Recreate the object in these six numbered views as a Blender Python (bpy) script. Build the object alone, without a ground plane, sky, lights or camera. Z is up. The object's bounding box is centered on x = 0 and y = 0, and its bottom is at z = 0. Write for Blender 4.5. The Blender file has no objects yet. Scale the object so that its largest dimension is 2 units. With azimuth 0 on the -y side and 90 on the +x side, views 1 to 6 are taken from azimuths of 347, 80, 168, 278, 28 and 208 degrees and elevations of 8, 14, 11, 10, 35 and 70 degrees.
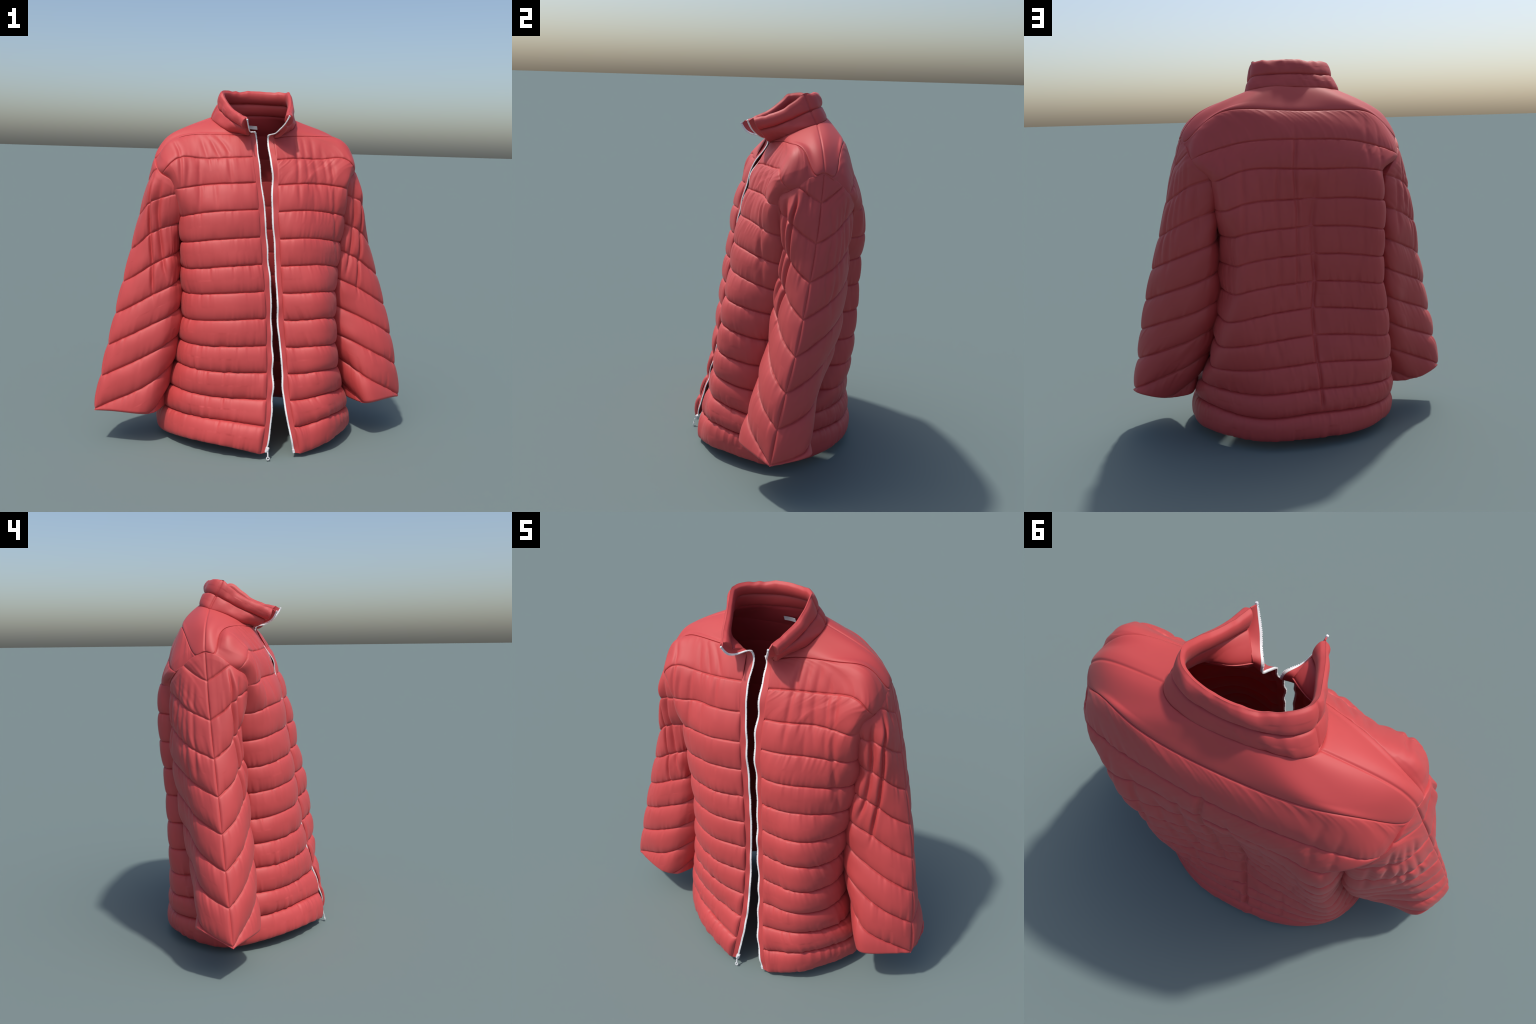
"""A red quilted puffer jacket, hanging open in mid air, built as lofted cloth
panels whose quilting bands, seams, puckers and folds are real displacement."""
import bpy, math
import numpy as np

RNG = np.random.default_rng(7)

# ------------------------------------------------------------------ helpers


def spline(xs, ys):
    """Natural cubic spline through (xs, ys); ys may have extra axes."""
    xs = np.asarray(xs, float)
    ys = np.asarray(ys, float)
    n = len(xs)
    h = np.diff(xs)
    A = np.eye(n)
    B = np.zeros_like(ys)
    for i in range(1, n - 1):
        A[i, i - 1], A[i, i], A[i, i + 1] = h[i - 1], 2 * (h[i - 1] + h[i]), h[i]
        B[i] = 6 * ((ys[i + 1] - ys[i]) / h[i] - (ys[i] - ys[i - 1]) / h[i - 1])
    M = np.linalg.solve(A, B.reshape(n, -1)).reshape(ys.shape)

    def f(t):
        t = np.asarray(t, float)
        i = np.clip(np.searchsorted(xs, t) - 1, 0, n - 2)
        ex = (...,) + (None,) * (ys.ndim - 1)
        a, b, hh = (xs[i + 1] - t)[ex], (t - xs[i])[ex], h[i][ex]
        return (M[i] * a**3 + M[i + 1] * b**3) / (6 * hh) + (ys[i] / hh - M[i] * hh / 6) * a + (ys[i + 1] / hh - M[i + 1] * hh / 6) * b

    return f


def monotone(xs, ys):
    """Shape-preserving cubic (no overshoot) through (xs, ys)."""
    xs, ys = np.asarray(xs, float), np.asarray(ys, float)
    ex = (slice(None),) + (None,) * (ys.ndim - 1)
    h = np.diff(xs)
    d = np.diff(ys, axis=0) / h[ex]
    m = np.zeros_like(ys)
    w1, w2 = (2 * h[1:] + h[:-1])[ex], (h[1:] + 2 * h[:-1])[ex]
    same = d[:-1] * d[1:] > 0
    with np.errstate(divide="ignore", invalid="ignore"):
        harm = (w1 + w2) / (w1 / d[:-1] + w2 / d[1:])
    m[1:-1] = np.where(same, harm, 0)
    m[0], m[-1] = d[0], d[-1]

    def f(t):
        t = np.asarray(t, float)
        i = np.clip(np.searchsorted(xs, t) - 1, 0, len(xs) - 2)
        e = (...,) + (None,) * (ys.ndim - 1)
        hh = h[i][e]
        q = ((t - xs[i]) / h[i])[e]
        return ys[i] * (1 + 2 * q) * (1 - q) ** 2 + m[i] * hh * q * (1 - q) ** 2 + ys[i + 1] * q * q * (3 - 2 * q) + m[i + 1] * hh * q * q * (q - 1)

    return f


def sm(a, b, x):
    t = np.clip((np.asarray(x, float) - a) / (b - a), 0, 1)
    return t * t * (3 - 2 * t)


def noise1(x, seed):
    """Smooth 1-D value noise in [-1, 1] with unit wavelength."""
    x = np.asarray(x, float)
    tab = np.random.default_rng(seed).uniform(-1, 1, 4096)
    i = np.floor(x).astype(int)
    f = x - i
    f = f * f * (3 - 2 * f)
    return tab[i % 4096] * (1 - f) + tab[(i + 1) % 4096] * f


def noise2(x, y, seed):
    tab = np.random.default_rng(seed).uniform(-1, 1, (256, 256))
    x, y = np.broadcast_arrays(np.asarray(x, float), np.asarray(y, float))
    i, j = np.floor(x).astype(int), np.floor(y).astype(int)
    f, g = x - i, y - j
    f, g = f * f * (3 - 2 * f), g * g * (3 - 2 * g)
    T = lambda a, b: tab[a % 256, b % 256]
    return (T(i, j) * (1 - f) + T(i + 1, j) * f) * (1 - g) + (T(i, j + 1) * (1 - f) + T(i + 1, j + 1) * f) * g


def grid_normals(P):
    du = np.gradient(P, axis=0)
    dv = np.gradient(P, axis=1)
    n = np.cross(du, dv)
    return n / (np.linalg.norm(n, axis=2, keepdims=True) + 1e-12)


def arclen(P, axis):
    d = np.linalg.norm(np.diff(P, axis=axis), axis=2)
    z = np.zeros_like(np.take(d, [0], axis=axis))
    return np.concatenate([z, np.cumsum(d, axis=axis)], axis=axis)


def puff(t, power=0.62):
    """Cross-section of a filled quilting tube: steep at both seams."""
    a = np.abs(2 * t - 1)
    return np.clip(1 - a**2.3, 0, 1) ** power


def mesh_from_grid(name, P, N, mat, parent, flip=False, keep=None):
    """Grid P[u, v] -> smooth mesh object with the normals N of the whole sheet."""
    nu, nv = P.shape[:2]
    idx = np.arange(nu * nv).reshape(nu, nv)
    q = np.stack([idx[:-1, :-1], idx[1:, :-1], idx[1:, 1:], idx[:-1, 1:]], -1).reshape(-1, 4)
    if keep is not None:
        k = keep[:-1, :-1] & keep[1:, :-1] & keep[1:, 1:] & keep[:-1, 1:]
        q = q[k.reshape(-1)]
    if flip:
        q = q[:, ::-1]
        N = -N
    used = np.unique(q)
    remap = np.zeros(nu * nv, int)
    remap[used] = np.arange(len(used))
    q = remap[q]
    V = P.reshape(-1, 3)[used]
    Nn = N.reshape(-1, 3)[used]
    me = bpy.data.meshes.new(name)
    me.vertices.add(len(V))
    me.vertices.foreach_set("co", V.astype(np.float32).ravel())
    me.loops.add(q.size)
    me.loops.foreach_set("vertex_index", q.astype(np.int32).ravel())
    me.polygons.add(len(q))
    me.polygons.foreach_set("loop_start", np.arange(0, q.size, 4, dtype=np.int32))
    me.polygons.foreach_set("use_smooth", np.ones(len(q), bool))
    me.update()
    me.validate()
    me.normals_split_custom_set_from_vertices(Nn.astype(np.float32))
    me.materials.append(mat)
    ob = bpy.data.objects.new(name, me)
    bpy.context.scene.collection.objects.link(ob)
    ob.parent = parent
    return ob


def mesh_from_faces(name, V, F, mat, parent, smooth=False):
    me = bpy.data.meshes.new(name)
    me.from_pydata([tuple(v) for v in V], [], [tuple(f) for f in F])
    me.update()
    if smooth:
        for p in me.polygons:
            p.use_smooth = True
    me.materials.append(mat)
    ob = bpy.data.objects.new(name, me)
    bpy.context.scene.collection.objects.link(ob)
    ob.parent = parent
    return ob


def ribbon(name, A, B, thick, mat, parent, n_across=5, N=None, crown=0.0, smooth=True):
    """Closed strap between two space curves A and B (m x 3), with thickness."""
    m = len(A)
    s = np.linspace(0, 1, n_across)
    mid = A[:, None] * (1 - s)[None, :, None] + B[:, None] * s[None, :, None]
    if N is None:
        N = grid_normals(mid)
    h = thick / 2 * (1 - crown * (2 * s - 1) ** 2)[None, :, None]
    ring = np.concatenate([mid + N * h, (mid - N * h)[:, ::-1]], 1)  # m x 2n x 3
    k = ring.shape[1]
    V = ring.reshape(-1, 3)
    F = []
    for i in range(m - 1):
        for j in range(k):
            F.append((i * k + j, i * k + (j + 1) % k, (i + 1) * k + (j + 1) % k, (i + 1) * k + j))
    F.append(tuple(range(k))[::-1])
    F.append(tuple(range((m - 1) * k, m * k)))
    ob = mesh_from_faces(name, V, F, mat, parent, smooth)
    if smooth:
        ob.data.set_sharp_from_angle(angle=math.radians(50))
    return ob


# ---------------------------------------------------------------- materials


def fabric_material(name, base, dark, rough=0.58, grain=1.0):
    m = bpy.data.materials.new(name)
    m.use_nodes = True
    nt = m.node_tree
    nd, ln = nt.nodes, nt.links
    b = nd["Principled BSDF"]
    co = nd.new("ShaderNodeTexCoord")
    n1 = nd.new("ShaderNodeTexNoise")
    n1.inputs["Scale"].default_value = 5.0
    n1.inputs["Detail"].default_value = 4.0
    ramp = nd.new("ShaderNodeValToRGB")
    ramp.color_ramp.elements[0].position = 0.3
    ramp.color_ramp.elements[1].position = 0.7
    ramp.color_ramp.elements[0].color = (*dark, 1)
    ramp.color_ramp.elements[1].color = (*base, 1)
    ln.new(co.outputs["Object"], n1.inputs["Vector"])
    ln.new(n1.outputs["Fac"], ramp.inputs["Fac"])
    ln.new(ramp.outputs["Color"], b.inputs["Base Color"])
    b.inputs["Roughness"].default_value = rough
    b.inputs["Specular IOR Level"].default_value = 0.5
    b.inputs["Sheen Weight"].default_value = 0.05
    b.inputs["Sheen Roughness"].default_value = 0.4
    # fine woven grain
    n2 = nd.new("ShaderNodeTexNoise")
    n2.inputs["Scale"].default_value = 450.0
    n2.inputs["Detail"].default_value = 2.0
    ln.new(co.outputs["Object"], n2.inputs["Vector"])
    bump = nd.new("ShaderNodeBump")
    bump.inputs["Strength"].default_value = 0.05 * grain
    bump.inputs["Distance"].default_value = 0.002
    ln.new(n2.outputs["Fac"], bump.inputs["Height"])
    ln.new(bump.outputs["Normal"], b.inputs["Normal"])
    return m


def plain_material(name, colour, rough=0.5, metallic=0.0):
    m = bpy.data.materials.new(name)
    m.use_nodes = True
    nt = m.node_tree
    b = nt.nodes["Principled BSDF"]
    co = nt.nodes.new("ShaderNodeTexCoord")
    n = nt.nodes.new("ShaderNodeTexNoise")
    n.inputs["Scale"].default_value = 60.0
    r = nt.nodes.new("ShaderNodeValToRGB")
    r.color_ramp.elements[0].color = (*[c * 0.94 for c in colour], 1)
    r.color_ramp.elements[1].color = (*colour, 1)
    nt.links.new(co.outputs["Object"], n.inputs["Vector"])
    nt.links.new(n.outputs["Fac"], r.inputs["Fac"])
    nt.links.new(r.outputs["Color"], b.inputs["Base Color"])
    b.inputs["Roughness"].default_value = rough
    b.inputs["Metallic"].default_value = metallic
    return m


SHELL = fabric_material("red_nylon_shell", (0.505, 0.055, 0.055), (0.485, 0.052, 0.052))
LINING = fabric_material("red_nylon_lining", (0.50, 0.050, 0.056), (0.48, 0.047, 0.053), rough=0.6)
WHITE = plain_material("white_zip_tape", (0.80, 0.80, 0.80), 0.55)
METAL = plain_material("white_enamel_zip_metal", (0.70, 0.70, 0.71), 0.35, 0.0)
LABEL = plain_material("white_satin_label", (0.50, 0.49, 0.52), 0.5)  # white label's colour darkened to grey for the shadow inside the neck

jacket = bpy.data.objects.new("puffer_jacket", None)
bpy.context.scene.collection.objects.link(jacket)
jacket["label"] = "red quilted puffer jacket, open front with white zipper"
jacket["category"] = "jacket"

# -------------------------------------------------------------------- torso
# Rings of the wearer's right half (x < 0) at every quilting line: level 0 is
# the hem, 1..11 the quilting lines, 12 the yoke seam, 12.35 the slope of the
# shoulder, 13 the neck seam.  Stations run from the zip round to the spine.
LEVELS = [0, 1, 2, 3, 4, 5, 6, 7, 8, 9, 10, 11, 12, 12.35, 13]
U_STATIONS = [0, 0.13, 0.26, 0.38, 0.52, 0.68, 0.84, 1.0]


def station(x, y, z):
    return np.array([x, y, z], float).T


# zip edge of the quilting, both sides
zip_z = np.array([0.034, 0.178, 0.314, 0.454, 0.597, 0.743, 0.890, 1.036, 1.184, 1.332, 1.477, 1.614, 1.731, 1.738, 1.742])
zip_y = [-0.452, -0.431, -0.390, -0.356, -0.325, -0.300, -0.281, -0.256, -0.238, -0.219, -0.181, -0.129, -0.066, -0.067, -0.068]
zip_x = [-0.041, -0.011, 0.003, 0.009, 0.009, 0.007, 0.0, -0.011, -0.022, -0.031, -0.041, -0.051, -0.056, -0.057, -0.058]
zip_x_left = [0.182, 0.150, 0.131, 0.123, 0.116, 0.107, 0.100, 0.092, 0.086, 0.078, 0.080, 0.081, 0.078, 0.077, 0.076]
ZR = station(zip_x, zip_y, zip_z)
ZL = station(zip_x_left, zip_y, zip_z - 0.012)

# right front: it falls away from the zip at once
right_chest = station(
    [-0.200, -0.180, -0.160, -0.150, -0.150, -0.150, -0.150, -0.160, -0.170, -0.180, -0.190, -0.200, -0.200, -0.175, -0.125],
    [-0.390, -0.355, -0.331, -0.328, -0.317, -0.305, -0.288, -0.266, -0.245, -0.230, -0.181, -0.123, -0.032, -0.028, -0.025],
    [0.060, 0.188, 0.311, 0.454, 0.596, 0.741, 0.886, 1.030, 1.176, 1.326, 1.469, 1.606, 1.732, 1.737, 1.752])
right_breast = station(
    [-0.350, -0.340, -0.330, -0.310, -0.290, -0.290, -0.290, -0.300, -0.310, -0.320, -0.330, -0.345, -0.362, -0.310, -0.185],
    [-0.280, -0.251, -0.245, -0.251, -0.251, -0.246, -0.235, -0.215, -0.200, -0.186, -0.144, -0.097, 0.008, 0.012, 0.000],
    [0.062, 0.187, 0.310, 0.448, 0.586, 0.727, 0.872, 1.012, 1.161, 1.311, 1.456, 1.601, 1.727, 1.738, 1.766])
right_corner = station(
    [-0.455, -0.450, -0.432, -0.408, -0.393, -0.386, -0.388, -0.398, -0.410, -0.425, -0.462, -0.480, -0.498, -0.435, -0.222],
    [-0.150, -0.130, -0.135, -0.145, -0.140, -0.132, -0.122, -0.115, -0.112, -0.112, -0.127, -0.098, 0.046, 0.060, 0.055],
    [0.052, 0.184, 0.313, 0.448, 0.578, 0.712, 0.855, 0.995, 1.140, 1.285, 1.432, 1.587, 1.668, 1.725, 1.796])
# left front: swings further forward and turns the corner more sharply
left_chest = station(
    [0.260, 0.240, 0.230, 0.210, 0.205, 0.200, 0.195, 0.195, 0.200, 0.205, 0.220, 0.220, 0.205, 0.185, 0.135],
    [-0.420, -0.406, -0.380, -0.358, -0.340, -0.320, -0.304, -0.280, -0.264, -0.222, -0.173, -0.109, -0.020, -0.018, -0.016],
    [0.030, 0.167, 0.305, 0.444, 0.587, 0.734, 0.882, 1.032, 1.180, 1.329, 1.474, 1.613, 1.735, 1.741, 1.755])
left_breast = station(
    [0.390, 0.375, 0.360, 0.345, 0.340, 0.340, 0.340, 0.345, 0.350, 0.360, 0.370, 0.380, 0.400, 0.340, 0.205],
    [-0.355, -0.368, -0.350, -0.350, -0.338, -0.313, -0.285, -0.242, -0.206, -0.174, -0.137, -0.078, -0.002, 0.008, 0.014],
    [0.055, 0.195, 0.320, 0.455, 0.592, 0.740, 0.884, 1.028, 1.168, 1.319, 1.470, 1.614, 1.740, 1.750, 1.775])
left_corner = station(
    [0.525, 0.520, 0.486, 0.460, 0.446, 0.440, 0.455, 0.472, 0.488, 0.499, 0.509, 0.520, 0.530, 0.455, 0.238],
    [-0.190, -0.190, -0.195, -0.190, -0.180, -0.160, -0.118, -0.095, -0.085, -0.102, -0.116, -0.085, 0.042, 0.062, 0.078],
    [0.050, 0.170, 0.290, 0.425, 0.565, 0.710, 0.855, 0.992, 1.137, 1.293, 1.450, 1.608, 1.698, 1.742, 1.808])
# side, back corner and back are given for the right and mirrored
side = station(
    [-0.520, -0.512, -0.485, -0.455, -0.435, -0.422, -0.415, -0.418, -0.425, -0.440, -0.470, -0.535, -0.565, -0.500, -0.244],
    [0.050, 0.060, 0.070, 0.080, 0.090, 0.100, 0.110, 0.110, 0.110, 0.100, 0.100, 0.100, 0.104, 0.113, 0.143],
    [0.032, 0.172, 0.295, 0.425, 0.560, 0.698, 0.842, 0.985, 1.130, 1.272, 1.415, 1.480, 1.600, 1.704, 1.828])
back_corner = station(
    [-0.435, -0.450, -0.462, -0.458, -0.448, -0.434, -0.412, -0.406, -0.408, -0.406, -0.405, -0.515, -0.455, -0.375, -0.190],
    [0.262, 0.285, 0.300, 0.310, 0.324, 0.335, 0.348, 0.358, 0.374, 0.373, 0.358, 0.280, 0.222, 0.230, 0.200],
    [0.055, 0.175, 0.290, 0.410, 0.545, 0.690, 0.836, 0.980, 1.126, 1.275, 1.425, 1.505, 1.670, 1.735, 1.845])
back_mid = station(
    [-0.25] * 11 + [-0.280, -0.260, -0.210, -0.100],
    [0.395, 0.390, 0.381, 0.374, 0.360, 0.355, 0.360, 0.368, 0.377, 0.388, 0.390, 0.354, 0.290, 0.275, 0.224],
    [0.050, 0.172, 0.296, 0.432, 0.571, 0.713, 0.857, 1.003, 1.150, 1.297, 1.446, 1.578, 1.735, 1.777, 1.855])
spine = station(
    [0.015] * 11 + [0.012, 0.010, 0.008, 0.005],
    [0.428, 0.416, 0.403, 0.388, 0.364, 0.350, 0.348, 0.354, 0.364, 0.374, 0.390, 0.368, 0.308, 0.282, 0.234],
    [0.052, 0.180, 0.305, 0.443, 0.586, 0.729, 0.870, 1.015, 1.160, 1.302, 1.452, 1.597, 1.737, 1.776, 1.858])

# how the left half differs from the mirrored right half (x shift, y, z)
shift = np.array([(0.045, 0.0, 0.0)] * 10 + [(0.045, 0.008, 0.012), (0.030, 0.015, 0.012), (0.022, 0.02, 0.018), (0.016, 0.014, 0.012), (0.010, 0.010, 0.008)])
# the hem's back corner is a little higher on the left
tilt = np.interp(LEVELS, [0, 1, 3, 5, 8, 10, 11], [0.000, 0.022, 0.018, 0.0, 0.0, -0.03, 0.0])
mirrored = [s * [-1, 1, 1] + shift for s in (back_mid, back_corner, side)]
mirrored[1][:, 2] += tilt
# on the left the lower back corner is cut off diagonally
mirrored[1][:10, 0] = [0.508, 0.515, 0.510, 0.485, 0.455, 0.422, 0.388, 0.376, 0.388, 0.420]
mirrored[1][:9, 1] = [0.170, 0.150, 0.175, 0.252, 0.296, 0.326, 0.343, 0.348, 0.342]
mirrored[2][:7, 0] = [0.555, 0.545, 0.512, 0.475, 0.455, 0.448, 0.448]
mirrored[2][:3, 1] = [-0.050, -0.050, 0.000]
mirrored[0][:3, 0] = [0.290, 0.290, 0.280]
mirrored[0][:4, 1] = [0.372, 0.372, 0.368, 0.372]
mirrored[0][4:10, 1] += [0.028, 0.036, 0.038, 0.036, 0.030, 0.015]
for m in mirrored[:2]:
    m[9:14, 1] -= [0.004, 0.016, 0.022, 0.018, 0.016]
CT = np.array([ZR, right_chest, right_breast, right_corner, side, back_corner, back_mid, spine] + mirrored + [left_corner, left_breast, left_chest, ZL])
U13 = np.array(U_STATIONS + [2 - u for u in U_STATIONS[-2::-1]])
# two more stations each side of the side line, pinned where the armhole seam
# leaves the yoke (levels 11 and 12) and following the plain ring elsewhere
U_ARM = [0.455, 0.585]
plain = spline(U13, CT)
arm_front, arm_back, arm_back_l, arm_front_l = (plain(u) for u in (U_ARM[0], U_ARM[1], 2 - U_ARM[1], 2 - U_ARM[0]))
arm_front[11:13] = (-0.540, -0.056, 1.512), (-0.568, 0.057, 1.592)
arm_back[11:13] = (-0.534, 0.200, 1.485), (-0.558, 0.151, 1.584)
arm_front_l[11:13] = (0.571, -0.044, 1.535), (0.592, 0.077, 1.612)
arm_back_l[11:13] = (0.552, 0.215, 1.495), (0.575, 0.174, 1.600)
order = np.argsort(np.r_[U13, U_ARM[0], U_ARM[1], 2 - U_ARM[1], 2 - U_ARM[0]])
CT = np.concatenate([CT, [arm_front, arm_back, arm_back_l, arm_front_l]])[order]
U13 = np.r_[U13, U_ARM[0], U_ARM[1], 2 - U_ARM[1], 2 - U_ARM[0]][order]

N_BANDS = 13
ROWS = [40] * 12 + [46]


def band_rows(rows):
    v, t, b = [], [], []
    for k, r in enumerate(rows):
        s = np.linspace(0, 1, r + 1)
        s = 0.35 * s + 0.65 * (1 - np.cos(np.pi * s)) / 2
        last = k == len(rows) - 1
        s = s if last else s[:-1]
        v += list(k + s)
        t += list(s)
        b += [k] * len(s)
    return np.array(v), np.array(t), np.array(b)


def torso_base(us, vs):
    along_v = 0.75 * monotone(LEVELS, CT.transpose(1, 0, 2))(vs) + 0.25 * spline(LEVELS, CT.transpose(1, 0, 2))(vs)  # V x 13 x 3
    return spline(U13, along_v.transpose(1, 0, 2))(us)  # U x V x 3


VT, TT, BT = band_rows(ROWS)
NU = 880
UU = np.linspace(0, 2, NU)
BASE = torso_base(UU, VT)
NRM = grid_normals(BASE)
# outward check: at the spine the normal must point to +y
OUT = 1.0 if NRM[NU // 2, 200, 1] > 0 else -1.0
NRM = NRM * OUT

SU = arclen(BASE, 0)
SV = arclen(BASE, 1)
edge_dist = np.minimum(SU, SU[-1:] - SU)
# distance to nearest seam above/below within the band
ends = [np.where(BT == k)[0][0] for k in range(N_BANDS)] + [len(VT) - 1]
H = np.zeros_like(SU)
for k in range(N_BANDS):
    r = BT == k
    H[:, r] = (SV[:, ends[k + 1]] - SV[:, ends[k]])[:, None]
T2 = np.broadcast_to(TT[None], SU.shape)
B2 = np.broadcast_to(BT[None], SU.shape)
V2 = np.broadcast_to(VT[None], SU.shape)
U2 = np.broadcast_to(UU[:, None], SU.shape)
seam_d = H * np.minimum(T2, 1 - T2)

backness = sm(0.52, 0.66, U2) * sm(0.52, 0.66, 2 - U2)
amp_front = np.array([0.030, 0.027, 0.024, 0.022, 0.021, 0.020, 0.019, 0.017, 0.015, 0.013, 0.011, 0.008, 0.004])
amp_back = np.array([0.032, 0.024, 0.017, 0.014, 0.012, 0.011, 0.010, 0.010, 0.010, 0.010, 0.009, 0.009, 0.006])
A = amp_front[B2] * (1 - backness) + amp_back[B2] * backness


def ring_u(level, x, where):
    """u on the front or back whose base point lies at the given x."""
    i = int(np.argmin(np.abs(VT - level)))
    xs = BASE[:, i, 0]
    if where == "front":
        sel = (UU < 0.55) if x < 0.02 else (UU > 1.45)
    else:
        sel = (UU > 0.6) & (UU < 1.4)
    c = np.where(sel)[0]
    return UU[c[np.argmin(np.abs(xs[c] - x))]]


# soft vertical folds: (where, x low, x high, level low, level high, depth, width)
FOLDS = [
    ("front", 0.200, 0.210, 9.2, 12.4, 0.006, 0.012), ("front", 0.262, 0.255, 9.6, 12.0, 0.004, 0.012),
    ("front", 0.330, 0.300, 9.4, 11.8, 0.005, 0.014), ("front", 0.385, 0.365, 9.0, 11.4, 0.005, 0.012),
    ("front", 0.430, 0.420, 7.6, 11.0, 0.009, 0.014), ("front", 0.290, 0.285, 8.6, 10.3, 0.003, 0.012),
    ("front", 0.445, 0.440, 6.8, 8.2, 0.006, 0.014),
    ("front", -0.345, -0.350, 8.9, 11.0, 0.005, 0.012), ("front", -0.410, -0.400, 9.8, 11.0, 0.005, 0.014),
    ("front", -0.170, -0.190, 9.8, 11.2, 0.006, 0.012), ("front", -0.220, -0.290, 10.8, 12.1, 0.006, 0.013),
    ("front", -0.160, -0.240, 10.9, 12.2, 0.006, 0.014), ("front", -0.290, -0.330, 10.7, 11.8, 0.004, 0.012),
    ("front", -0.255, -0.265, 9.0, 10.2, 0.003, 0.012),
    ("front", -0.440, -0.462, 9.8, 11.7, 0.008, 0.010),
    ("back", 0.330, 0.335, 6.8, 10.4, 0.009, 0.014), ("back", 0.150, 0.145, 5.4, 10.4, 0.009, 0.013),
    ("back", 0.062, 0.060, 5.2, 11.3, 0.012, 0.011), ("back", -0.045, -0.035, 6.2, 10.5, 0.008, 0.013),
    ("back", -0.045, -0.030, 1.2, 6.9, 0.014, 0.009), ("back", -0.160, -0.150, 6.6, 10.0, 0.005, 0.014),
    ("back", -0.035, -0.030, 2.8, 9.4, 0.020, 0.045), ("back", -0.060, -0.050, 0.9, 2.1, 0.005, 0.012), ("back", 0.170, 0.190, 3.0, 6.2, 0.006, 0.014), ("back", -0.230, -0.215, 1.2, 4.6, 0.005, 0.013), ("back", 0.260, 0.235, 1.6, 4.4, 0.005, 0.013), ("back", -0.270, -0.300, 5.2, 9.2, 0.005, 0.015), ("back", 0.225, 0.240, 6.2, 9.8, 0.006, 0.013),
    ("back", -0.330, -0.340, 10.1, 12.0, 0.004, 0.014), ("back", -0.390, -0.385, 10.0, 11.6, 0.004, 0.012),
    ("back", 0.420, 0.400, 8.8, 10.8, 0.004, 0.014), ("back", 0.02, 0.05, 5.4, 6.6, 0.004, 0.012),
]


def fold_depth():
    D = np.zeros_like(SU)
    for n, (where, x0, x1, v0, v1, depth, width) in enumerate(FOLDS):
        v1 = min(v1, 11.8)
        if where == "back" and width < 0.02:
            depth, width = depth * 0.95, width * 0.95
        stops = np.linspace(v0, v1, 6)
        uc = np.interp(VT, stops, [ring_u(v, x0 + (x1 - x0) * (v - v0) / (v1 - v0), where) for v in stops])
        wav = (0.014 if where == "back" else 0.006) * noise1(VT * 0.7 + n * 17.3, 91)
        g = (uc - UU[0]) / (UU[1] - UU[0])
        i = np.floor(g).astype(int).clip(0, NU - 2)
        k = np.arange(len(VT))
        sc = SU[i, k] + (SU[i + 1, k] - SU[i, k]) * (g - i) + wav
        d = SU - sc[None]
        env = sm(v0 - 0.25, v0 + 0.5, VT) * (1 - sm(v1 - 0.5, v1 + 0.25, VT))
        # valley with a small raised lip on one side
        prof = -np.exp(-(d / width) ** 2) + 0.3 * np.exp(-((d - 2.2 * width) / (1.8 * width)) ** 2) + 0.15 * np.exp(-((d + 2.4 * width) / (1.8 * width)) ** 2)
        D += depth * prof * env[None]
    return D


def seam_puckers(S, seam, near, scale=0.026, reach=0.030, seed=11):
    """Little gathers running away from every seam, strongest beside it."""
    out = np.zeros_like(S)
    for k in np.unique(seam):
        m = seam == k
        s = S[m]
        n = 0.65 * noise1(s / scale + 31.7 * k, seed) + 0.5 * noise1(s / (scale * 0.5) + 13.1 * k, seed + 1)
        n = n * (0.55 + 0.45 * noise1(s / 0.17 + 3.3 * k, seed + 2))
        out[m] = n * np.exp(-near[m] / reach)
    return out


nearest = np.where(T2 < 0.5, B2, B2 + 1)
side_of = np.where(T2 < 0.5, 0, 1)
pk = seam_puckers(SU, nearest * 2 + side_of, seam_d)
pk_amp = np.interp(V2, [0, 1, 3, 6, 9, 11, 11.9, 12.05, 13], [0.0095, 0.0090, 0.0080, 0.0070, 0.0062, 0.0055, 0.0030, 0.0, 0.0])
upper = sm(7.5, 9.8, V2) * (1 - sm(11.7, 12.0, V2))
streak = noise2(SU / 0.045, B2 * 3.1 + T2 * 0.8, 5) * 0.0022 + noise2(SU / 0.11, B2 * 1.7 + T2 * 0.5, 6) * 0.003
lump = noise2(SU / 0.16, SV / 0.10, 8) * 0.0025

end_round = np.clip(edge_dist / 0.03, 0, 1)
end_round = np.sqrt(1 - (1 - end_round) ** 2)
pf = puff(T2) * A * (0.25 + 0.75 * end_round)
groove = -0.0042 * np.exp(-((seam_d / 0.0038) ** 2))
groove *= np.where((V2 < 0.5) & (T2 < 0.5), 0, 1)
# shoulder seam over the top of each shoulder
for us in (0.52, 1.48):
    i = int(np.argmin(np.abs(UU - us)))
    d = np.abs(SU - SU[i : i + 1])
    groove += -0.004 * np.exp(-((d / 0.005) ** 2)) * sm(12.0, 12.05, V2)
mask_end = sm(0.0, 0.02, edge_dist)
DISP = pf + groove + mask_end * (pk * pk_amp * (0.5 + 0.9 * puff(T2, 0.4)) + upper * streak * (0.35 + 0.65 * puff(T2, 0.5)) + lump * (V2 < 12) * puff(T2, 0.4) + fold_depth() * (0.45 + 0.55 * puff(T2, 0.5)))
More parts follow.
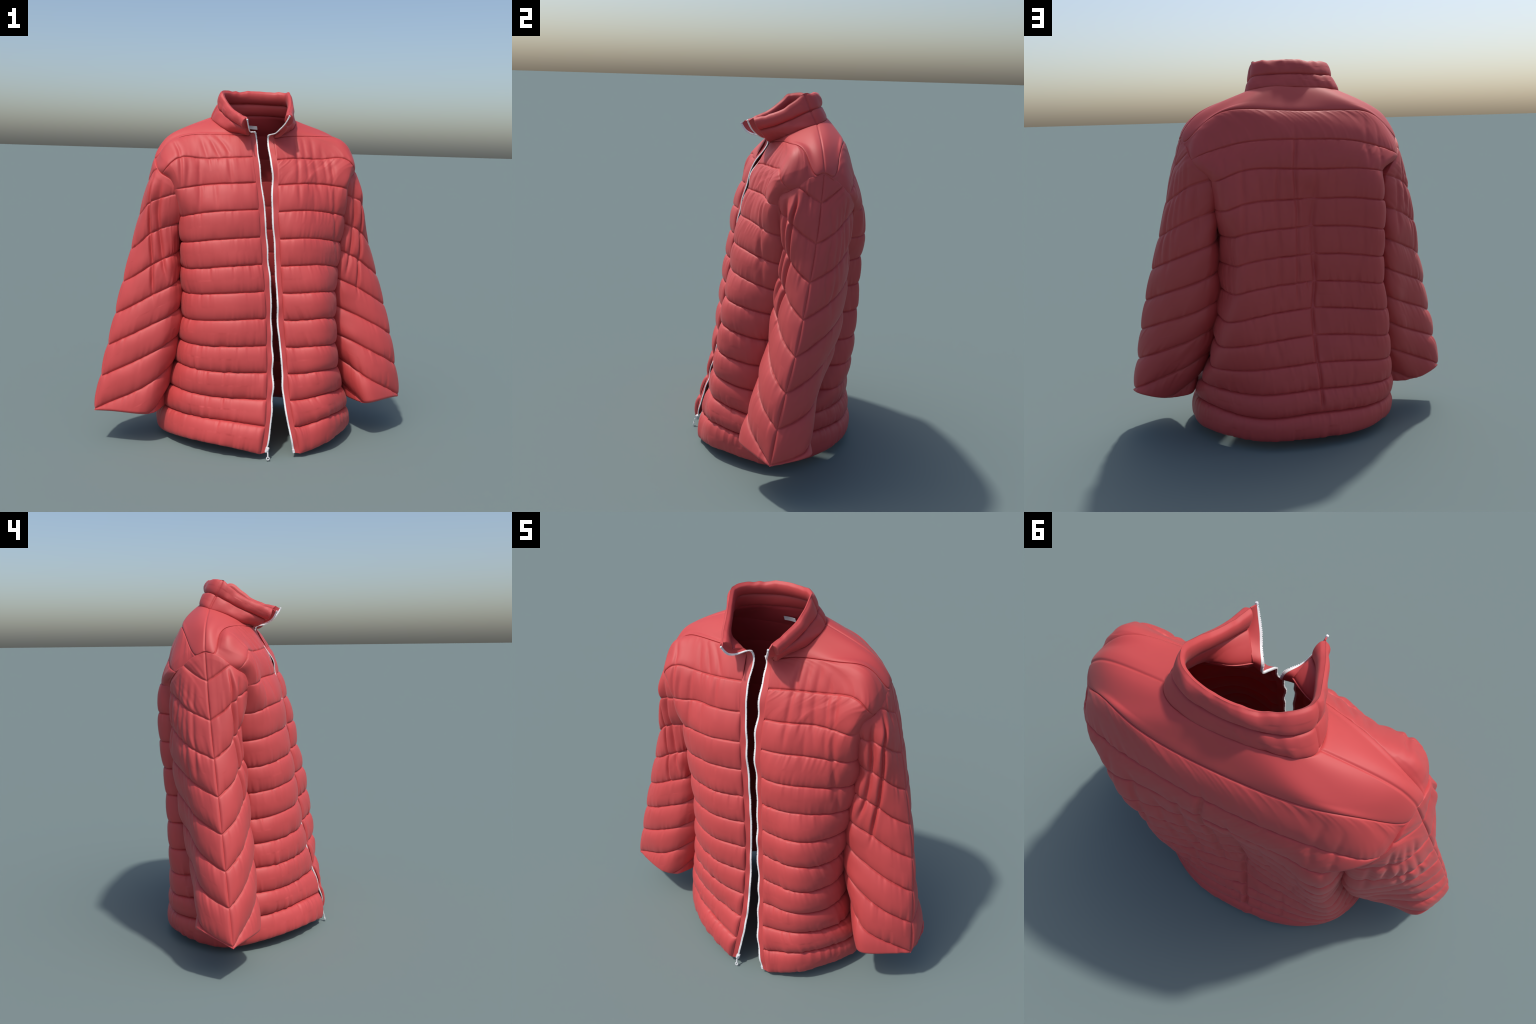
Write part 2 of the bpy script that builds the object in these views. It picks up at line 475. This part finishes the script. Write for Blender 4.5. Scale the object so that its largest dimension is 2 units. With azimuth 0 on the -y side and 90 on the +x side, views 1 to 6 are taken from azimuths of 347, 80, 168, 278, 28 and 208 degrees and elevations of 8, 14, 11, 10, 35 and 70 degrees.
# the filling stands proud just below the front yoke seam
DISP += 0.024 * np.exp(-(((U2 - 0.37) / 0.055) ** 2)) * np.exp(-(((V2 - 11.68) / 0.30) ** 2)) * (V2 < 12) * np.clip((12 - V2) / 0.12, 0, 1) ** 0.6
DISP += 0.014 * np.exp(-(((U2 - 1.63) / 0.055) ** 2)) * np.exp(-(((V2 - 11.68) / 0.30) ** 2)) * (V2 < 12) * np.clip((12 - V2) / 0.12, 0, 1) ** 0.6
# the cloth between the armhole seams lies inside the sleeve
UM = np.minimum(U2, 2 - U2)
u_front = np.interp(V2, [0, 9, 10, 11, 12], [0.42, 0.42, 0.40, U_ARM[0], U_ARM[0]])
u_back = np.interp(V2, [0, 9, 10, 11, 12], [0.62, 0.62, 0.66, 0.672, U_ARM[1]])
near_arm = np.clip(np.minimum(np.abs(UM - u_front), np.abs(UM - u_back)) / 0.045, 0, 1)
DISP = DISP * (1 - (1 - near_arm) * sm(8.5, 9.5, V2) * (1 - sm(11.9, 12.0, V2)) * 0.9)
inside = sm(u_front + 0.008, u_front + 0.035, UM) * (1 - sm(u_back - 0.035, u_back - 0.008, UM)) * sm(7.0, 8.5, V2) * (1 - sm(11.8, 12.0, V2))
DISP = DISP * (1 - inside) - 0.030 * inside
TORSO = BASE + NRM * DISP[..., None]
# the hem tube bulges downwards as well
hem = np.where(B2 == 0, puff(T2, 0.5) * (1 - T2) ** 1.5, 0)
TORSO[..., 2] -= 0.020 * hem
TN = grid_normals(TORSO) * OUT
FLIP = OUT < 0


def piece(name, P, N, usel, vsel, mat=SHELL, parent=jacket):
    return mesh_from_grid(name, P[usel[0]:usel[1], vsel[0]:vsel[1]], (P * 0 + N)[usel[0]:usel[1], vsel[0]:vsel[1]] * OUT, mat, parent, flip=FLIP)


uR, uL = int(np.argmin(np.abs(UU - 0.56))), int(np.argmin(np.abs(UU - 1.44)))
vY = ends[12]
piece("front_panel", TORSO, TN, (0, uR + 1), (0, vY + 1))
piece("back_panel", TORSO, TN, (uR, uL + 1), (0, vY + 1))
piece("front_panel", TORSO, TN, (uL, NU), (0, vY + 1))
uS, uS2 = int(np.argmin(np.abs(UU - 0.52))), int(np.argmin(np.abs(UU - 1.48)))
piece("shoulder_yoke", TORSO, TN, (0, uS + 1), (vY, len(VT)))
piece("back_yoke", TORSO, TN, (uS, uS2 + 1), (vY, len(VT)))
piece("shoulder_yoke", TORSO, TN, (uS2, NU), (vY, len(VT)))

# lining: the same sheet, coarser, quilted towards the body
iu = np.unique(np.r_[np.arange(0, NU, 3), NU - 1])
iv = np.unique(np.r_[np.arange(0, len(VT), 3), np.array(ends)])
LB, LN_ = BASE[np.ix_(iu, iv)], NRM[np.ix_(iu, iv)]
lin_puff = puff(T2)[np.ix_(iu, iv)] * (0.5 * A)[np.ix_(iu, iv)] * end_round[np.ix_(iu, iv)]
rim = np.minimum(edge_dist, np.minimum(SV, SV[:, -1:] - SV + 0.01))[np.ix_(iu, iv)]
off = 0.001 + 0.010 * sm(0, 0.03, rim) + lin_puff + pk[np.ix_(iu, iv)] * 0.002
LP = LB - LN_ * off[..., None]
mesh_from_grid("lining", LP, grid_normals(LP), LINING, jacket, flip=not FLIP)

# ------------------------------------------------------------------ sleeves
# Stations round the sleeve: overarm seam, front, underarm, back and again the
# overarm seam; levels from the armhole seam down to the cuff (right sleeve).
W = [0, 0.2, 0.4, 0.6, 0.8, 1.0]
PHI = [0, 0.13, 0.27, 0.39, 0.5, 0.61, 0.73, 0.87, 1.0]
overarm = [(-0.566, 0.104, 1.598), (-0.643, 0.072, 1.316), (-0.712, 0.034, 1.036), (-0.781, -0.005, 0.757), (-0.846, -0.041, 0.477), (-0.908, -0.078, 0.190)]
front_outer = [(-0.570, 0.026, 1.574), (-0.632, -0.010, 1.290), (-0.656, -0.034, 1.010), (-0.697, -0.068, 0.740), (-0.747, -0.102, 0.466), (-0.785, -0.124, 0.192)]
front = [(-0.540, -0.062, 1.505), (-0.578, -0.046, 1.240), (-0.575, -0.064, 0.985), (-0.588, -0.094, 0.720), (-0.618, -0.126, 0.455), (-0.639, -0.160, 0.182)]
front_inner = [(-0.455, -0.088, 1.390), (-0.478, -0.042, 1.140), (-0.474, -0.068, 0.920), (-0.484, -0.080, 0.680), (-0.522, -0.096, 0.430), (-0.568, -0.104, 0.178)]
underarm = [(-0.430, 0.100, 1.150), (-0.420, 0.090, 0.970), (-0.415, 0.075, 0.800), (-0.430, 0.055, 0.620), (-0.470, 0.035, 0.400), (-0.532, 0.010, 0.180)]
back_inner = [(-0.430, 0.300, 1.350), (-0.450, 0.288, 1.125), (-0.460, 0.268, 0.900), (-0.490, 0.230, 0.680), (-0.545, 0.168, 0.430), (-0.618, 0.088, 0.182)]
back = [(-0.524, 0.262, 1.496), (-0.548, 0.266, 1.240), (-0.560, 0.252, 0.985), (-0.590, 0.202, 0.720), (-0.645, 0.160, 0.460), (-0.730, 0.108, 0.200)]
back_outer = [(-0.553, 0.180, 1.566), (-0.616, 0.188, 1.285), (-0.664, 0.162, 1.015), (-0.716, 0.120, 0.745), (-0.782, 0.092, 0.470), (-0.838, 0.096, 0.245)]
SLEEVE_R = np.array([overarm, front_outer, front, front_inner, underarm, back_inner, back, back_outer, overarm])

# the left sleeve swings further forward: shifts of the mirrored right one
dO = np.array([(0.020, 0.020, 0.016), (0.024, 0.014, 0.014), (0.026, 0.000, 0.016), (0.026, -0.022, 0.018), (0.008, -0.058, 0.018), (-0.023, -0.077, 0.018)])
dF = np.array([(0.022, 0.014, 0.016), (0.025, 0.000, 0.014), (0.025, 0.000, 0.012), (0.020, -0.022, 0.012), (0.016, -0.068, 0.020), (0.007, -0.108, 0.035)])
dI = np.array([(0.020, 0.010, 0.016), (0.015, 0.000, 0.014), (0.000, 0.000, 0.012), (0.005, -0.005, 0.012), (0.030, -0.040, 0.014), (0.062, -0.050, 0.022)])
dB = np.array([(0.020, 0.006, 0.010), (0.024, -0.010, 0.010), (0.026, -0.004, 0.010), (0.022, 0.000, 0.010), (0.010, -0.055, 0.010), (0.000, -0.092, -0.005)])
dBO = (dB + dO) / 2
dBO[1:4, 1] -= 0.006
dBO[5] = (0.044, -0.060, 0.002)
dBO[4] = (0.018, -0.045, 0.012)
dBI = (dI + dB) / 2 + np.array([(0, -0.01, 0), (0, -0.015, 0), (0, -0.02, 0), (0, -0.02, 0), (0, -0.02, 0), (0, -0.03, 0)])
deltas = [dO, (dO + dF) / 2, dF, (dF + dI) / 2, dI, dBI, dB, dBO, dO]
SLEEVE_L = np.array([s * [-1, 1, 1] + d for s, d in zip(SLEEVE_R, deltas)])

TIPS_R = [1.456, 1.265, 1.079, 0.898, 0.722, 0.548, 0.377, 0.198]
TIPS_L = [1.474, 1.281, 1.098, 0.923, 0.747, 0.573, 0.395, 0.216]

# long folds down the sleeve: (phi at top, phi at bottom, w top, w bottom, depth, width)
SLEEVE_FOLDS = [
    (0.200, 0.262, 0.03, 0.52, 0.018, 0.010), (0.275, 0.335, 0.03, 0.42, 0.017, 0.014),
    (0.915, 0.905, 0.10, 0.44, 0.006, 0.012), (0.865, 0.850, 0.08, 0.48, 0.006, 0.013), (0.815, 0.815, 0.06, 0.36, 0.006, 0.013),
    (0.765, 0.760, 0.03, 0.26, 0.007, 0.014), (0.700, 0.690, 0.06, 0.30, 0.008, 0.016),
]


def build_sleeve(ctrl, tips, seed, strength, folds):
    nphi, nw = 430, 440
    ph = np.linspace(0, 1, nphi)
    w = np.linspace(0, 1, nw)
    along = spline(W, ctrl.transpose(1, 0, 2))(w)  # nw x 9 x 3
    P = spline(PHI, along.transpose(1, 0, 2))(ph)  # nphi x nw x 3
    N = grid_normals(P)
    if (N[nphi // 4, nw // 2] * (P[nphi // 4, nw // 2] - P[:, nw // 2].mean(0))).sum() < 0:
        sign = -1.0
    else:
        sign = 1.0
    N = N * sign
    # shared normal along the overarm seam
    m = N[0] + N[-1]
    m /= np.linalg.norm(m, axis=1, keepdims=True)
    S = arclen(P, 0)
    Ltot = S[-1:]
    a = np.minimum(ph, 1 - ph)[:, None] * 2  # 0 at overarm, 1 at underarm
    rise = a * np.interp(w, [0, 0.2, 1], [0.185, 0.205, 0.275])[None]
    ze = P[..., 2] - rise
    step = 0.182
    levels = np.array([tips[0] + 0.2] + tips + [tips[-1] - step, tips[-1] - 2 * step, tips[-1] - 3 * step])
    phase = np.interp(-ze, -levels, np.arange(len(levels)))
    band = np.floor(phase).astype(int).clip(0, len(levels) - 2)
    t = phase - band
    seam_d = np.minimum(t, 1 - t) * 0.165
    A = np.interp(P[..., 2], [0.2, 0.5, 0.9, 1.2, 1.45, 1.6], [0.021, 0.021, 0.018, 0.012, 0.010, 0.006])
    over_d = np.minimum(S, Ltot - S)
    arm_d = arclen(P, 1)
    cuff_d = arm_d[:, -1:] - arm_d
    ends = np.sqrt(np.clip(1 - (1 - np.clip(over_d / 0.07, 0, 1)) ** 2, 0, 1))
    cuff_round = np.sqrt(np.clip(1 - (1 - np.clip(cuff_d / 0.018, 0, 1)) ** 2, 0, 1))
    arm_round = np.clip(arm_d / 0.03, 0, 1) ** 0.6
    D = puff(t) * A * (0.15 + 0.85 * ends) * cuff_round * (0.2 + 0.8 * arm_round)
    D += 0.014 * (np.exp(-(((ph[:, None] - 0.22) / 0.06) ** 2)) * np.exp(-(((w[None] - 0.10) / 0.07) ** 2))) * np.clip(arm_d / 0.02, 0, 1)
    D += -0.0035 * np.exp(-((seam_d / 0.0045) ** 2)) - 0.004 * np.exp(-((over_d / 0.005) ** 2))
    near = np.where(t < 0.5, band, band + 1) * 2 + (t >= 0.5)
    D += seam_puckers(S, near, seam_d, 0.028, 0.032, seed) * 0.008 * (0.4 + 0.8 * puff(t, 0.4)) * sm(0, 0.03, over_d)
    up = sm(0.75, 1.15, P[..., 2])
    D += up * noise2(S / 0.05, band * 3.7 + t * 0.8, seed + 3) * 0.003 * puff(t, 0.5) * sm(0, 0.05, over_d)
    D += noise2(S / 0.15, P[..., 2] / 0.1, seed + 5) * 0.003 * sm(0, 0.05, over_d)
    # crumpled inner side, where the cloth bunches under the arm
    D += sm(0.45, 0.75, a) * noise2(S / 0.07 + 7, phase * 1.9, seed + 7) * 0.006
    for n, (p0, p1, w0, w1, depth, width) in enumerate(folds):
        f = np.clip((w - w0) / (w1 - w0), 0, 1)
        pc = p0 + (p1 - p0) * f
        g = pc * (nphi - 1)
        i = np.floor(g).astype(int).clip(0, nphi - 2)
        k = np.arange(nw)
        sc = S[i, k] + (S[i + 1, k] - S[i, k]) * (g - i) + 0.006 * noise1(w * 14 + 5.1 * n, seed + 9)
        d = S - sc[None]
        env = sm(w0 - 0.03, w0 + 0.06, w) * (1 - sm(w1 - 0.08, w1 + 0.04, w))
        prof = -np.exp(-((d / width) ** 2)) + 0.35 * np.exp(-(((d - 2.3 * width) / (1.8 * width)) ** 2)) + 0.15 * np.exp(-(((d + 2.3 * width) / (1.8 * width)) ** 2))
        D += strength * depth * prof * env[None] * (0.45 + 0.55 * puff(t, 0.5))
    Q = P + N * D[..., None]
    Q[-1] = Q[0] = P[0] + m * D[0][:, None]
    # seam allowance: the sleeve head runs on into the body behind the armhole
    core = np.array([0.0, 0.115, 0.0]) + Q[:, 0] * [0.45, 0.0, 0.0] + Q[:, 0] * [0, 0, 1] + [0, 0, -0.04]
    turn = core - Q[:, 0]
    turn /= np.linalg.norm(turn, axis=1, keepdims=True)
    flange = Q[:, :1] + turn[:, None] * (0.05 * np.linspace(1, 0, 11)[:-1])[None, :, None]
    Q = np.concatenate([flange, Q], 1)
    QN = grid_normals(Q) * sign
    ob = mesh_from_grid("sleeve", Q, QN * sign, SHELL, jacket, flip=sign < 0)
    # lining tube, coarser
    iu = np.unique(np.r_[np.arange(0, nphi, 5), nphi - 1])
    iw = np.unique(np.r_[np.arange(0, nw, 5), nw - 1])
    cd = cuff_d[np.ix_(iu, iw)]
    L = P[np.ix_(iu, iw)] - N[np.ix_(iu, iw)] * (0.0008 + 0.014 * sm(0, 0.03, cd))[..., None]
    lin = mesh_from_grid("lining", L, grid_normals(L), LINING, ob, flip=sign > 0)
    return ob


build_sleeve(SLEEVE_R, TIPS_R, 21, 1.0, SLEEVE_FOLDS)
build_sleeve(SLEEVE_L, TIPS_L, 47, 1.0, SLEEVE_FOLDS)

# ------------------------------------------------------------------- collar
# stations: right front edge ... spine ... left front edge
CU = [0, 0.14, 0.27, 0.39, 0.52, 0.76, 1.0, 1.24, 1.48, 1.61, 1.73, 1.86, 2.0]
collar_base = spline(U13, CT[:, -1])(CU) + [0, 0, -0.006]  # sewn into the neck seam
collar_mid = [(-0.088, -0.142, 1.772), (-0.132, -0.095, 1.792), (-0.164, -0.042, 1.815), (-0.194, 0.030, 1.852), (-0.213, 0.109, 1.897), (-0.130, 0.188, 1.916),
              (0.004, 0.210, 1.922), (0.142, 0.196, 1.920), (0.222, 0.122, 1.902), (0.210, 0.045, 1.864), (0.186, -0.022, 1.830), (0.156, -0.085, 1.806), (0.128, -0.138, 1.790)]
collar_top = [(-0.109, -0.186, 1.824), (-0.136, -0.125, 1.846), (-0.156, -0.070, 1.872), (-0.180, 0.005, 1.918), (-0.195, 0.074, 1.966), (-0.115, 0.158, 1.985),
              (0.004, 0.190, 1.994), (0.128, 0.170, 1.988), (0.203, 0.090, 1.978), (0.193, 0.004, 1.926), (0.172, -0.052, 1.890), (0.150, -0.115, 1.868), (0.133, -0.174, 1.852)]
CC = np.array([collar_base, collar_mid, collar_top])


def build_collar():
    nu, rows = 520, [30, 34]
    us = np.linspace(0, 2, nu)
    v, t, b = band_rows(rows)
    along = spline([0, 1, 2], CC)(v)
    P = spline(CU, along.transpose(1, 0, 2))(us)
    # the top edge dips and peaks a little, highest at the two rear seams
    ripple = 0.004 * noise1(us / 0.11 + 4.2, 77) + 0.003 * noise1(us / 0.05, 78)
    ripple += 0.008 * (np.exp(-(((us - 0.52) / 0.05) ** 2)) + np.exp(-(((us - 1.48) / 0.05) ** 2)))
    ripple *= sm(0, 0.08, us) * sm(0, 0.08, 2 - us)
    P[..., 2] += ripple[:, None] * np.clip(v - 1, 0, 1)[None] ** 2
    N = grid_normals(P)
    sgn = 1.0 if N[nu // 2, 20, 1] > 0 else -1.0
    N *= sgn
    S = arclen(P, 0)
    SV_ = arclen(P, 1)
    ed = np.minimum(S, S[-1:] - S)
    T, B = np.broadcast_to(t[None], S.shape), np.broadcast_to(b[None], S.shape)
    rnd = np.sqrt(np.clip(1 - (1 - np.clip(ed / 0.014, 0, 1)) ** 2, 0, 1))
    Hs = np.where(B == 0, 0.075, 0.085)
    sd = np.minimum(T, 1 - T) * Hs
    near = np.where(T < 0.5, B, B + 1) * 2 + (T >= 0.5)
    pk = seam_puckers(S, near, sd, 0.04, 0.03, 71)
    A = np.where(B == 0, 0.009, 0.013) * (1 + 1.3 * np.exp(-ed / 0.08))
    D = puff(T) * A * (0.2 + 0.8 * rnd) + pk * 0.006 * sm(0, 0.02, ed) + noise2(S / 0.05, B * 2.3 + T * 1.3, 73) * 0.005 * puff(T, 0.4)
    D += -0.003 * np.exp(-((sd / 0.004) ** 2)) * (np.abs(v - 2) > 0.3)[None]
    for uc in (0.52, 1.48):  # seams at the back corners of the collar
        i = int(np.argmin(np.abs(us - uc)))
        d = np.abs(S - S[i : i + 1])
        D += -0.005 * np.exp(-((d / 0.005) ** 2)) - 0.004 * np.exp(-((d / 0.02) ** 2))
    top_fade = np.clip((2 - v) / 0.10, 0, 1)[None] ** 0.5
    D = D * sm(0, 0.006, ed) * top_fade
    out = P + N * (D + 0.0004)[..., None]
    ob = mesh_from_grid("collar", out, grid_normals(out), SHELL, jacket, flip=sgn < 0)
    inner_off = puff(T) * np.where(B == 0, 0.014, 0.020) * (0.2 + 0.8 * rnd) + 0.002 - 0.0015 * np.exp(-((sd / 0.004) ** 2)) + pk * 0.002
    inn = P - N * (inner_off * sm(0, 0.006, ed) * top_fade)[..., None]
    mesh_from_grid("lining", inn, grid_normals(inn), SHELL, ob, flip=sgn > 0)
    return P, N


CP, CN = build_collar()

# --------------------------------------------------- front facing and zipper
# the flat red facing strip runs from the quilting's end to the white zip tape
ZIP_R = [(x + 0.031, y + 0.002, z + 0.004) for x, y, z in ZR[:13]]
ZIP_R += [(-0.028, -0.068, 1.744), (-0.058, -0.105, 1.750), (-0.078, -0.145, 1.754), (-0.090, -0.175, 1.768), (-0.105, -0.203, 1.808)]
END_R = [tuple(p) for p in ZR[:13]] + [(-0.058, -0.068, 1.744), (-0.074, -0.106, 1.757), (-0.086, -0.140, 1.771), (-0.098, -0.165, 1.795), (-0.109, -0.186, 1.824)]
ZIP_L = [(x - 0.031, y + 0.002, z + 0.004) for x, y, z in ZL[:13]]
ZIP_L += [(0.047, -0.066, 1.728), (0.070, -0.105, 1.745), (0.091, -0.146, 1.768), (0.110, -0.175, 1.796), (0.128, -0.199, 1.836)]
END_L = [tuple(p) for p in ZL[:13]] + [(0.076, -0.066, 1.734), (0.104, -0.100, 1.760), (0.128, -0.136, 1.789), (0.132, -0.158, 1.820), (0.133, -0.174, 1.852)]


def dense(pts, n=700):
    pts = np.array(pts)
    c = np.r_[0, np.cumsum(np.linalg.norm(np.diff(pts, axis=0), axis=1))]
    return spline(c / c[-1], pts)(np.linspace(0, 1, n))


def build_front(zp, ep, mirror, seed):
    Z, E = dense(zp), dense(ep)
    n = len(Z)
    s = np.linspace(0, 1, n)
    zpts = np.array(zp)
    c = np.r_[0, np.cumsum(np.linalg.norm(np.diff(zpts, axis=0), axis=1))]
    beat = np.sin(np.pi * np.interp(s, (c / c[-1])[:13], np.arange(13))) ** 2
    wave = noise1(s * 22, seed) * 0.004 + noise1(s * 9, seed + 1) * 0.004
    lim = sm(0, 0.03, s) * (1 - sm(0.85, 0.9, s))
    Z = Z + np.stack([(wave * 0.8 + mirror * (beat - 0.6) * 0.002) * lim, (-0.006 * beat * (1 + noise1(s * 12, seed + 5)) + 0.004) * lim, 0 * wave], 1)
    lat = Z - E
    lat /= np.linalg.norm(lat, axis=1, keepdims=True)
    tape_in, tape_out = Z - lat * 0.0060, Z + lat * 0.0035
    strip = ribbon("front_facing", E - lat * 0.004, tape_in + lat * 0.002, 0.005, SHELL, jacket, 7)
    tape = ribbon("zipper_tape", tape_in, tape_out, 0.006, WHITE, jacket, 5, crown=0.5)
    # moulded teeth along the tape's free edge
    length = np.linalg.norm(np.diff(Z, axis=0), axis=1).sum()
    k = int(length / 0.0062)
    q = np.linspace(2, n - 3, k)
    i = q.astype(int)
    c, l = tape_out[i], lat[i]
    tan = Z[i + 1] - Z[i - 1]
    tan /= np.linalg.norm(tan, axis=1, keepdims=True)
    nn = np.cross(tan, l)
    V, F = [], []
    for a in range(k):
        base = len(V)
        for dl in (-0.002, 0.0022):
            for dt in (-0.0021, 0.0021):
                for dn in (-0.0030, 0.0030):
                    V.append(c[a] + l[a] * dl + tan[a] * dt * (1 if dl < 0 else 0.8) + nn[a] * dn * (1 if dl < 0 else 0.8))
        for f in ((0, 1, 3, 2), (4, 6, 7, 5), (0, 4, 5, 1), (2, 3, 7, 6), (0, 2, 6, 4), (1, 5, 7, 3)):
            F.append([base + x for x in f])
    teeth = mesh_from_faces("zipper_teeth", V, F, WHITE, tape)
    teeth["kind"] = "stuff"
    return Z, lat, tape


def box(name, centre, axes, size, mat, parent, bevel=0.002):
    V, F = [], [(0, 1, 3, 2), (4, 6, 7, 5), (0, 4, 5, 1), (2, 3, 7, 6), (0, 2, 6, 4), (1, 5, 7, 3)]
    for a in (-0.5, 0.5):
        for b in (-0.5, 0.5):
            for c in (-0.5, 0.5):
                V.append(np.array(centre) + axes[0] * a * size[0] + axes[1] * b * size[1] + axes[2] * c * size[2])
    ob = mesh_from_faces(name, V, F, mat, parent)
    bv = ob.modifiers.new("bevel", "BEVEL")
    bv.width = bevel
    bv.segments = 2
    return ob


ZRc, LR, tape_r = build_front(ZIP_R, END_R, 1, 51)
ZLc, LL, tape_l = build_front(ZIP_L, END_L, -1, 61)


def frame(Z, lat, i):
    t = Z[min(i + 3, len(Z) - 1)] - Z[max(i - 3, 0)]
    t /= np.linalg.norm(t)
    l = lat[i] - t * (lat[i] @ t)
    l /= np.linalg.norm(l)
    return t, l, np.cross(t, l)


# slider with its pull tab at the bottom of the right-hand tape
t, l, nn = frame(ZRc, LR, 6)
if nn[1] > 0:
    nn = -nn
c = ZRc[0] + l * 0.003 + t * 0.016
slider = box("zipper_slider", c + nn * 0.002, (t, l, nn), (0.030, 0.020, 0.018), METAL, tape_r, 0.004)
box("slider_bridge", c + nn * 0.013 + t * 0.002, (t, l, nn), (0.018, 0.006, 0.008), METAL, slider, 0.002)


def ring_mesh(name, centre, ax, ay, az, r_out, r_in, thick, mat, parent, squash=1.0, n=28):
    V, F = [], []
    for i in range(n):
        a = 2 * math.pi * i / n
        d = ax * math.cos(a) * squash + ay * math.sin(a)
        for r, h in ((r_out, thick), (r_out, -thick), (r_in, -thick), (r_in, thick)):
            V.append(np.array(centre) + d * r + az * h / 2)
    for i in range(n):
        j = (i + 1) % n
        for k in range(4):
            F.append((i * 4 + k, i * 4 + (k + 1) % 4, j * 4 + (k + 1) % 4, j * 4 + k))
    ob = mesh_from_faces(name, V, F, mat, parent, True)
    ob.data.set_sharp_from_angle(angle=math.radians(40))
    return ob


down = np.array([0.0, -0.25, -1.0])
down /= np.linalg.norm(down)
px = np.array([1.0, 0, 0])
pn = np.cross(px, down)
box("pull_stem", c + nn * 0.016 + down * 0.022, (down, px, pn), (0.026, 0.007, 0.004), METAL, slider, 0.001)
pull_c = c + nn * 0.016 + down * 0.042
pull_c[2] = max(pull_c[2], 0.0105)
ring_mesh("pull_ring", pull_c, down, px, pn, 0.0098, 0.0052, 0.004, METAL, slider)

# retainer box at the bottom of the left tape
t, l, nn = frame(ZLc, LL, 6)
box("zipper_pin_box", ZLc[0] + l * 0.001 + t * 0.009, (t, l, nn), (0.022, 0.013, 0.010), METAL, tape_l, 0.002)
# top stops on the collar tips
for Z, lat, tp in ((ZRc, LR, tape_r), (ZLc, LL, tape_l)):
    t, l, nn = frame(Z, lat, len(Z) - 2)
    box("zipper_stop", Z[-1] + t * 0.003, (t, l, nn), (0.010, 0.009, 0.009), METAL, tp, 0.002)

# ------------------------------------------------- label inside the neckband
a = np.linspace(0, 1, 9)
lab_top = np.stack([-0.010 + 0.062 * a, 0.243 - 0.004 * (2 * a - 1) ** 2, 1.798 - 0.004 * a], 1)
lab_bot = lab_top + np.array([0.004, 0.003, -0.020])
ribbon("neck_label", lab_top, lab_bot, 0.002, LABEL, jacket, 4)
